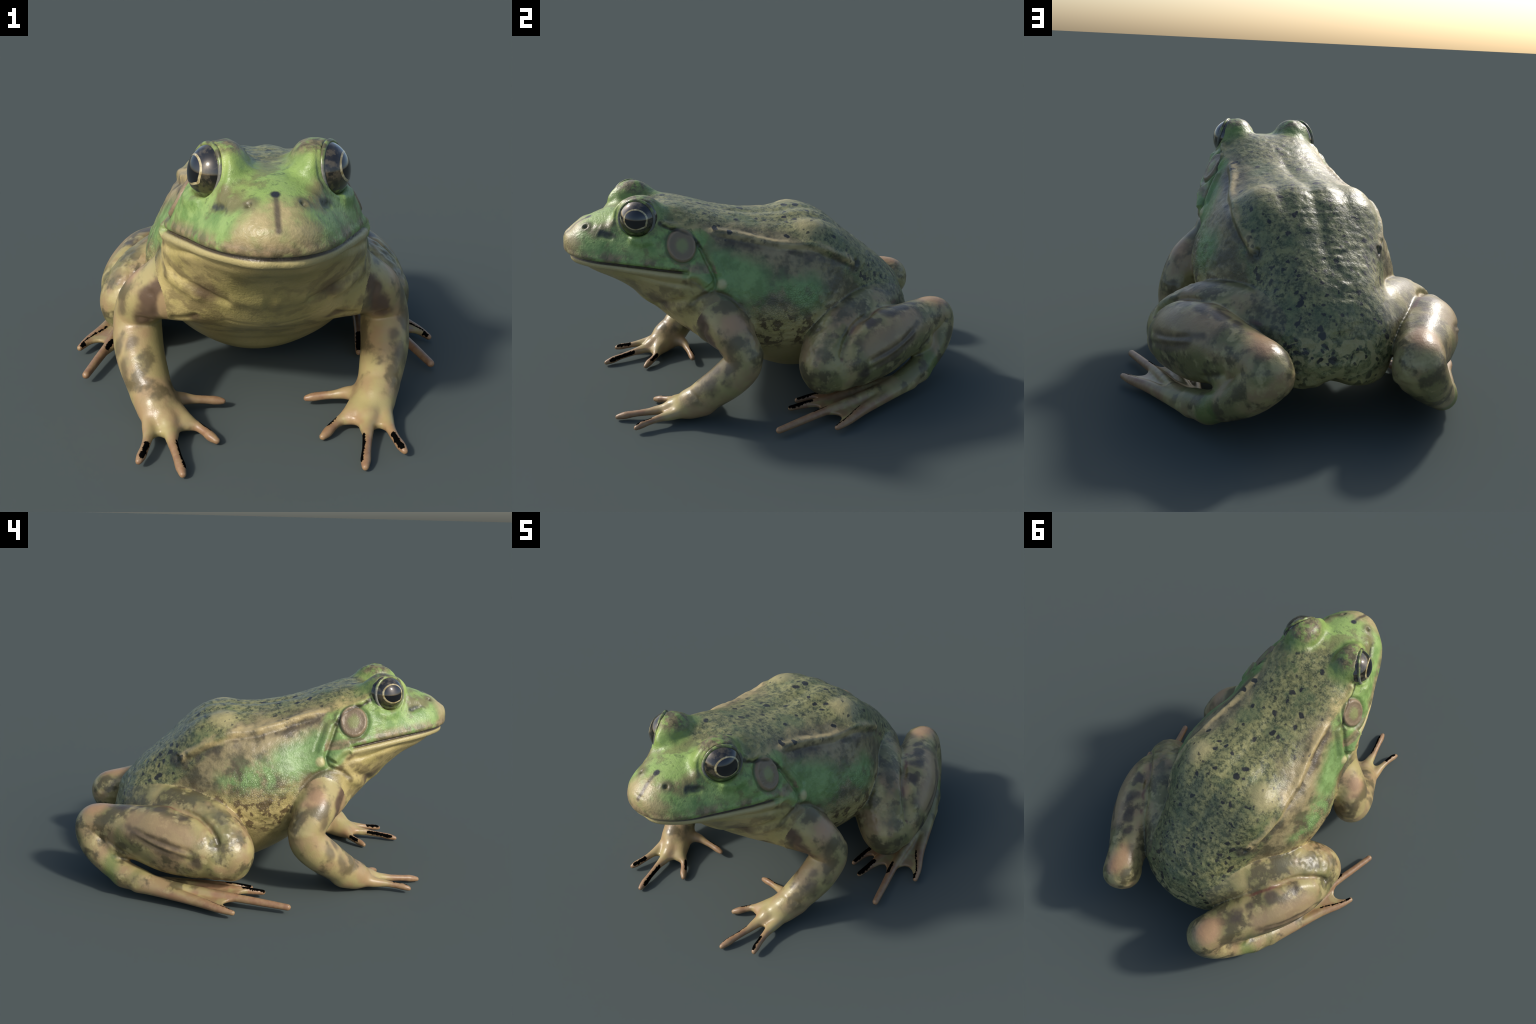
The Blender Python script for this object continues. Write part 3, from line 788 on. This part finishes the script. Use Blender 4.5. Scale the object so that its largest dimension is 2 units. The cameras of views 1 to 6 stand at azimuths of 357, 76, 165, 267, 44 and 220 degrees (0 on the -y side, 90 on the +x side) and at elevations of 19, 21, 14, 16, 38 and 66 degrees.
def limb_layers(n, hind, digit=None):
    big = n.noise(7, 3, .55); mott = n.noise(38, 4, .6); grain = n.noise(120, 3, .6)
    col = n.mix(n.step(big, .36, .62), (.335, .285, .120) if hind else (.37, .31, .135), (.29, .205, .105) if hind else (.335, .235, .12))
    olive = n.noise(5.2, 2, .5, dist=.4)
    if hind:
        col = n.mix(n.mul(n.step(olive, .44, .58), n.step(n.z, .06, .14), .85), col, (.165, .16, .062))
        blot = n.noise(10.5, 4, .58)
        col = n.mix(n.mul(n.step(blot, .475, .60), n.step(n.z, .05, .11), .85), col, (.078, .065, .034))
        col = n.mix(n.mul(n.step(n.noise(15, 3, .6), .55, .68), .6), col, (.42, .36, .17))
        # flat pinkish tan panel on the shin, two dark stripes, row of dark spots above it
        col = n.mix(n.mul(n.seg((.53, .66, .40), (.64, .43, .36), .075, .5), .75), col, (.34, .24, .13))
        for s in ([(.53, .70, .395), (.628, .564, .352), (.69, .41, .320)], [(.56, .67, .36), (.645, .54, .300), (.69, .40, .265)]):
            col = n.mix(n.mul(n.path(s, .018, .7), .8), col, (.085, .062, .038))
        for c, r in (((.50, .54, .462), .035), ((.435, .64, .455), .032), ((.40, .72, .452), .03), ((.55, .42, .435), .03), ((.695, .345, .25), .03)):
            col = n.mix(n.mul(n.blob(c, (r, r * 1.25, r), .45), .85), col, (.065, .05, .036))
        # orange heel knob, dark band across the thigh, green band on the foot joint
        col = n.mix(n.mul(n.blob((.325, .885, .44), (.075, .10, .05), .5), .8), col, (.38, .225, .12))
        col = n.mix(n.mul(n.seg((.43, .36, .49), (.60, .16, .36), .045, .5), .75), col, (.10, .095, .055))
        col = n.mix(n.mul(n.seg((.46, .25, .475), (.62, .09, .30), .028, .6), .6), col, (.42, .36, .15))
        col = n.mix(n.mul(n.blob((.50, .79, .13), (.07, .045, .09), .5), .75), col, (.12, .17, .045))
        col = n.mix(n.mul(n.path(KNEE_CREASE, .009, .7, False), n.step(n.noise(14, 2), .36, .56), .8), col, (.13, .045, .035))
        # hip runs into the dark rump
        hip = n.mul(n.blob((.14, .66, .44), (.20, .22, .20), .4), n.step(n.ax, .36, .22))
        col = n.mix(n.mul(hip, .85), col, n.mix(n.step(mott, .42, .58), (.055, .06, .04), (.19, .18, .09)))
        tip = n.mul(n.step(n.math('ADD', n.y, n.mul(n.ax, -.9)), -.20, -.50), n.step(n.z, .10, .06))
    else:
        col = n.mix(n.mul(n.step(olive, .46, .60), n.step(n.z, .10, .20), .5), col, (.27, .26, .095))
        blot = n.noise(9.5, 4, .55)
        col = n.mix(n.mul(n.step(blot, .48, .63), n.step(n.z, .09, .15), .85), col, (.10, .082, .042))
        col = n.mix(n.mul(n.path([(.355, -.42, .59), (.42, -.375, .48), (.465, -.335, .37)], .036, .45), .95), col, (.105, .068, .045))
        col = n.mix(n.mul(n.blob((.50, -.235, .53), (.05, .07, .06), .5), .6), col, (.46, .28, .16))
        for c, r in (((.555, -.32, .26), .03), ((.53, -.40, .215), .035), ((.50, -.36, .30), .03), ((.55, -.30, .42), .032), ((.50, -.30, .10), .05), ((.45, -.17, .26), .05)):
            col = n.mix(n.mul(n.blob(c, (r * .8, r, r * 1.4), .5), .8), col, (.12, .095, .055))
        tip = n.step(n.math('ADD', n.y, n.mul(n.math('SUBTRACT', n.ax, .36), 0.0)), -.56, -.70)
    if hind:
        foot = n.mul(n.step(n.z, .105, .075), n.step(n.y, .62, .48), n.step(n.noise(13, 2), .38, .60))
        col = n.mix(n.mul(foot, .7), col, (.24, .125, .07))
    else:
        col = n.mix(n.mul(n.step(n.z, .10, .06), n.step(n.noise(12, 2), .40, .60), .45), col, (.34, .185, .10))
    if digit:
        col = n.mix(n.mul(tip, .55), col, (.34, .175, .085))
    return col, mott, grain

def skin_material(name, layers, rough=(.31, .47), **kw):
    n = Nodes(name)
    col, mott, grain = layers(n)
    r = n.math('MULTIPLY_ADD', n.noise(24, 3, .6), rough[1] - rough[0], rough[0])
    h = n.math('ADD', n.mul(n.noise(70, 3, .6), .55), n.mul(grain, .35))
    if name == 'torso_skin':
        cob = n.step(n.voro(78.0, 'DISTANCE_TO_EDGE'), .0, .13)
        zone = n.blob((.44, .03, .56), (.12, .17, .09), .5)
        h = n.math('ADD', h, n.mul(cob, zone, .9))
        col = n.mix(n.mul(n.math('SUBTRACT', 1.0, cob), zone, .45), col, (.07, .075, .035))
    return n.finish(col, r, h, **kw)

def digit_material(name, base, line, marks):
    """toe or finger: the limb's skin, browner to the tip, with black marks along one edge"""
    n = Nodes(name, base.copy())
    col = n.bsdf.inputs['Base Color'].links[0].from_socket
    mott = n.noise(38, 4, .6); grain = n.noise(120, 3, .6)
    a, b = np.array(line[1][:3]), np.array(line[-1][:3]); ba = b - a
    t = n.math('MULTIPLY', n.vec('DOT_PRODUCT', n.vec('SUBTRACT', n.P, tuple(a)), tuple(ba)), 1 / float(ba @ ba), clamp=True)
    col = n.mix(n.mul(n.step(t, .10, .65), .85), col, n.mix(n.step(mott, .35, .65), (.24, .125, .068), (.30, .185, .095)))
    w = n.vec('ADD', n.P, n.vec('MULTIPLY', n.vec('SUBTRACT', n.noise(75, 3, .6, out='Color'), (.5, .5, .5)), (.022, .022, .022)))
    sp = catmull(line, 8)[:, :3]; up = np.array((0, 0, 1.0))
    blk = 0.0
    for t0, t1, sidew, lift, r in marks:
        m = None
        ks = np.linspace(t0, t1, 3)
        pts = []
        for k in ks:
            i = min(int(k * (len(sp) - 1)), len(sp) - 2); f = k * (len(sp) - 1) - i
            tan = sp[i + 1] - sp[i]; s = np.cross(up, tan); s /= np.linalg.norm(s)
            pts.append(sp[i] * (1 - f) + sp[i + 1] * f + s * sidew + up * lift)
        for u, v in zip(pts[:-1], pts[1:]):
            g = n.seg(u, v, r, .12, src=w); m = g if m is None else n.mx(m, g)
        col = n.mix(m, col, (.002, .002, .002))
        blk = m if blk == 0.0 else n.mx(blk, m)
    n.put(n.math('SUBTRACT', .5, n.mul(blk, .5)), n.bsdf.inputs['Specular IOR Level'])
    return n.finish(col, n.math('MULTIPLY_ADD', blk, .5, .40), grain, strength=.12, dist=.004)

MAT = {}
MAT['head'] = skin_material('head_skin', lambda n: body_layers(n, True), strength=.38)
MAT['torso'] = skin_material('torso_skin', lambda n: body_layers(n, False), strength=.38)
MAT['forelimb'] = skin_material('forelimb_skin', lambda n: limb_layers(n, False), rough=(.26, .40), strength=.15)
MAT['hindlimb'] = skin_material('hindlimb_skin', lambda n: limb_layers(n, True), rough=(.28, .42), strength=.2)
# marks per digit: start, end along it, sideways offset, lift, radius
S = .016
FM = [[(.45, .82, -S, .010, .0115)], [(.50, .70, -S * .8, .012, .0115)], [(.46, .86, -S, .009, .0115)], [(.56, .90, -S * .5, .012, .011)]]
TM = [[(.62, .97, .0, .014, .014)], [(.70, 1.0, .0, .014, .0155)], [(.52, .62, -.013, .014, .011)], [(.52, .62, -.018, .012, .009), (.66, .76, -.016, .012, .010), (.80, .99, -.012, .012, .0115)]]
for i in range(4):
    MAT['finger%d' % i] = digit_material('finger_skin', MAT['forelimb'], FINGERS[i], FM[i])
    MAT['toe%d' % i] = digit_material('toe_skin', MAT['hindlimb'], TOES[i], TM[i])

def eye_material():
    n = Nodes('eyeball')
    s = n.new('ShaderNodeSeparateXYZ'); n.link(n.co, s.inputs[0])
    c = n.mix(n.step(n.noise(30, 4, .65), .42, .62), (.010, .009, .007), (.075, .062, .038))
    c = n.mix(n.step(s.outputs[1], -.01, -.06), c, n.mix(n.step(n.noise(45, 3), .4, .6), (.02, .022, .008), (.07, .07, .022)))
    return n.finish(c, .12, n.noise(20, 1), strength=.02, **{'Coat Weight': 1.0, 'Coat Roughness': .03})
def iris_material():
    n = Nodes('iris_gold')
    return n.finish(n.mix(n.step(n.noise(60, 3), .35, .65), (.28, .22, .09), (.55, .48, .28)), .2, n.noise(30, 1), strength=.02, **{'Coat Weight': 1.0, 'Coat Roughness': .03})
def pupil_material():
    n = Nodes('pupil_black')
    return n.finish(n.mix(n.noise(20, 1), (.004, .004, .006), (.008, .008, .010)), .08, n.noise(10, 1), strength=.01, **{'Coat Weight': 1.0, 'Coat Roughness': .02})
def lid_material():
    n = Nodes('eyelid_rim')
    s = n.new('ShaderNodeSeparateXYZ'); n.link(n.co, s.inputs[0])
    grey = n.mix(n.step(n.noise(30, 3), .35, .65), (.12, .12, .10), (.25, .25, .215))
    skin = n.mix(n.step(n.noise(40, 3), .38, .60), (.09, .085, .045), (.21, .27, .085))
    return n.finish(n.mix(n.step(s.outputs[1], .015, .055), grey, skin), .3, n.noise(80, 2), strength=.1)
MAT['eye'] = eye_material(); MAT['iris'] = iris_material(); MAT['pupil'] = pupil_material(); MAT['lid'] = lid_material()
# ------------------------------------------------------------------ build
H = 0.010
V, F = half_body(H)
HALF = len(V); HMID = V[:, 0] == 0
V, F = whole(V, F)
N0 = vert_normals(V, F)
fc0 = V[F].mean(1)
V0 = V.copy()
V = relief(V, N0, HALF, HMID)
MID = V0[:, 0] == 0; V[MID, 0] = 0
N = vert_normals(V, F)

def make_mesh(name, v, f, nrm, mat):
    me = bpy.data.meshes.new(name)
    me.vertices.add(len(v)); me.vertices.foreach_set('co', v.astype(np.float32).ravel())
    me.loops.add(f.size); me.loops.foreach_set('vertex_index', f.astype(np.int32).ravel())
    me.polygons.add(len(f)); me.polygons.foreach_set('loop_start', np.arange(0, f.size, 4, dtype=np.int32))
    me.update(calc_edges=True)
    me.polygons.foreach_set('use_smooth', np.ones(len(f), bool))
    me.normals_split_custom_set_from_vertices(nrm)
    me.materials.append(mat)
    return me

root = bpy.data.objects.new('bullfrog', None)
bpy.context.collection.objects.link(root)
root['label'] = 'a sitting green and olive bullfrog with dark spots'
root['category'] = 'frog'

fc = V0[F].mean(1)
_, L, _ = sdf(fc, parts=True)
lab = L.argmin(1)
side = fc[:, 0] > 0
parent = {'head': None, 'torso': None, 'forelimb': None, 'hindlimb': None}
objs = {}
def add(name, key, sel, par, mat=None):
    f = F[sel]
    if not len(f): return None
    used = np.unique(f); re = -np.ones(len(V), int); re[used] = np.arange(len(used))
    me = make_mesh(name, V[used], re[f], N[used], MAT[mat or name])
    ob = bpy.data.objects.new(name, me); bpy.context.collection.objects.link(ob)
    ob.parent = par; objs[key] = ob
    return ob
add('head', 'head', lab == 0, root); add('torso', 'torso', lab == 1, root)
for s, sd in ((True, 'l'), (False, 'r')):
    m = side == s
    fl = add('forelimb', 'fl' + sd, (lab == 2) & m, root)
    hd = add('hand', 'hd' + sd, (lab == 3) & m, root, 'forelimb')
    for i in range(4):
        add('finger', 'fi%d' % i + sd, (lab == 4 + i) & m, hd, 'finger%d' % i)
    hl = add('hindlimb', 'hl' + sd, (lab == 8) & m, root)
    ft = add('foot', 'ft' + sd, (lab == 9) & m, root, 'hindlimb')
    for i in range(4):
        add('toe', 'to%d' % i + sd, (lab == 10 + i) & m, ft, 'toe%d' % i)

# ------------------------------------------------------------------ eyes: ball, iris ring, pupil, lid rim
def plain(name, col, rough, **kw):
    m = bpy.data.materials.new(name); m.use_nodes = True
    b = m.node_tree.nodes['Principled BSDF']
    b.inputs['Base Color'].default_value = (*col, 1); b.inputs['Roughness'].default_value = rough
    for k, v in kw.items(): b.inputs[k].default_value = v
    return m
def eye_rings(qs):
    """rings on the ball: near the pupil they are ovals, towards the rim they become circles (q in units of the iris)"""
    rows = []
    ph = np.linspace(0, 2 * math.pi, 72, endpoint=False)
    for q in qs:
        t = sstep(1.0, 1.7, np.array([q]))[0]
        ax = .0600 * (1 - t) + .052 * t; ay = .0510 * (1 - t) + .052 * t
        notch = 1 + .10 * np.exp(-((ph - math.pi * 1.78) / .22) ** 2) * (q <= 1.0)
        X = q * ax * np.cos(ph) * notch; Y = q * ay * np.sin(ph) * notch
        r = np.hypot(X, Y); s = np.minimum(1, EYE_R * .9995 / np.maximum(r, 1e-9)); X *= s; Y *= s
        rows.append(np.stack([X, Y, np.sqrt(np.maximum(EYE_R ** 2 - X * X - Y * Y, 0))], 1))
    return rows
def ring_mesh(name, qs, mat, back=False, lift=0.0):
    rows = eye_rings(qs); n = 72
    if back:                                # round the ball to its far side
        for k in range(1, 9):
            q = rows[len(qs) - 2 - k * 1].copy(); q[:, 2] *= -1; rows.append(q)
        qs = list(qs) + [0] * 8
    v = np.vstack(rows); v = v * (1 + lift / EYE_R)
    f = [(i * n + j, i * n + (j + 1) % n, (i + 1) * n + (j + 1) % n, (i + 1) * n + j) for i in range(len(qs) - 1) for j in range(n)]
    me = bpy.data.meshes.new(name); me.from_pydata(v.tolist(), [], f)
    me.polygons.foreach_set('use_smooth', np.ones(len(f), bool)); me.update(); me.materials.append(mat)
    if (v[f[0][0]] @ np.cross(v[f[0][1]] - v[f[0][0]], v[f[0][2]] - v[f[0][0]])) < 0: me.flip_normals()
    me.normals_split_custom_set_from_vertices((v / np.linalg.norm(v, axis=1)[:, None]).tolist())
    return me
me_ball = ring_mesh('eye', [1.0, 1.08, 1.18, 1.3, 1.45, 1.6, 1.7, 1.78, 1.83, 1.86, 1.88], MAT['eye'], True)
me_iris = ring_mesh('iris', [.87, .91, .96, 1.0], MAT['iris'], lift=.0004)
me_pup = ring_mesh('pupil', [.01, .15, .3, .45, .6, .75, .87], MAT['pupil'])
def lid_mesh():
    v = []; f = []; n, m = 72, 12
    for i in range(n):
        a = 2 * math.pi * i / n
        t = .0070 + .0030 * max(math.sin(a), 0) + .0010 * math.cos(a * 2)
        for j in range(m):
            b = 2 * math.pi * j / m; r = .0895 + t * math.cos(b)
            v.append((r * math.cos(a), r * math.sin(a),   .0435 + .9 * t * math.sin(b)))
            f.append((i * m + j, ((i + 1) % n) * m + j, ((i + 1) % n) * m + (j + 1) % m, i * m + (j + 1) % m))
    me = bpy.data.meshes.new('eyelid'); me.from_pydata(v, [], f); me.update()
    me.polygons.foreach_set('use_smooth', np.ones(len(f), bool)); me.materials.append(MAT['lid'])
    return me
me_lid = lid_mesh()
from mathutils import Matrix
for s in (1, -1):
    def frame(axis):
        z = Vector(axis * [s, 1, 1]); up = Vector((0, 0, 1)); yv = (up - z * up.dot(z)).normalized(); xv = yv.cross(z)
        M = Matrix((xv, yv, z)).transposed().to_4x4(); M.translation = Vector(EYE_C * [s, 1, 1])
        return M
    M = frame(EYE_AXIS)
    ball = None
    for nm, me in (('eye', me_ball), ('iris', me_iris), ('pupil', me_pup), ('eyelid', me_lid)):
        ob = bpy.data.objects.new(nm, me); bpy.context.collection.objects.link(ob)
        if ball is None:
            ob.matrix_world = M; ob.parent = root; ball = ob
        else:
            ob.parent = ball
            if nm == 'eyelid': ob.matrix_parent_inverse = M.inverted(); ob.matrix_basis = frame(LID_AXIS)
print('verts', len(V), 'faces', len(F))
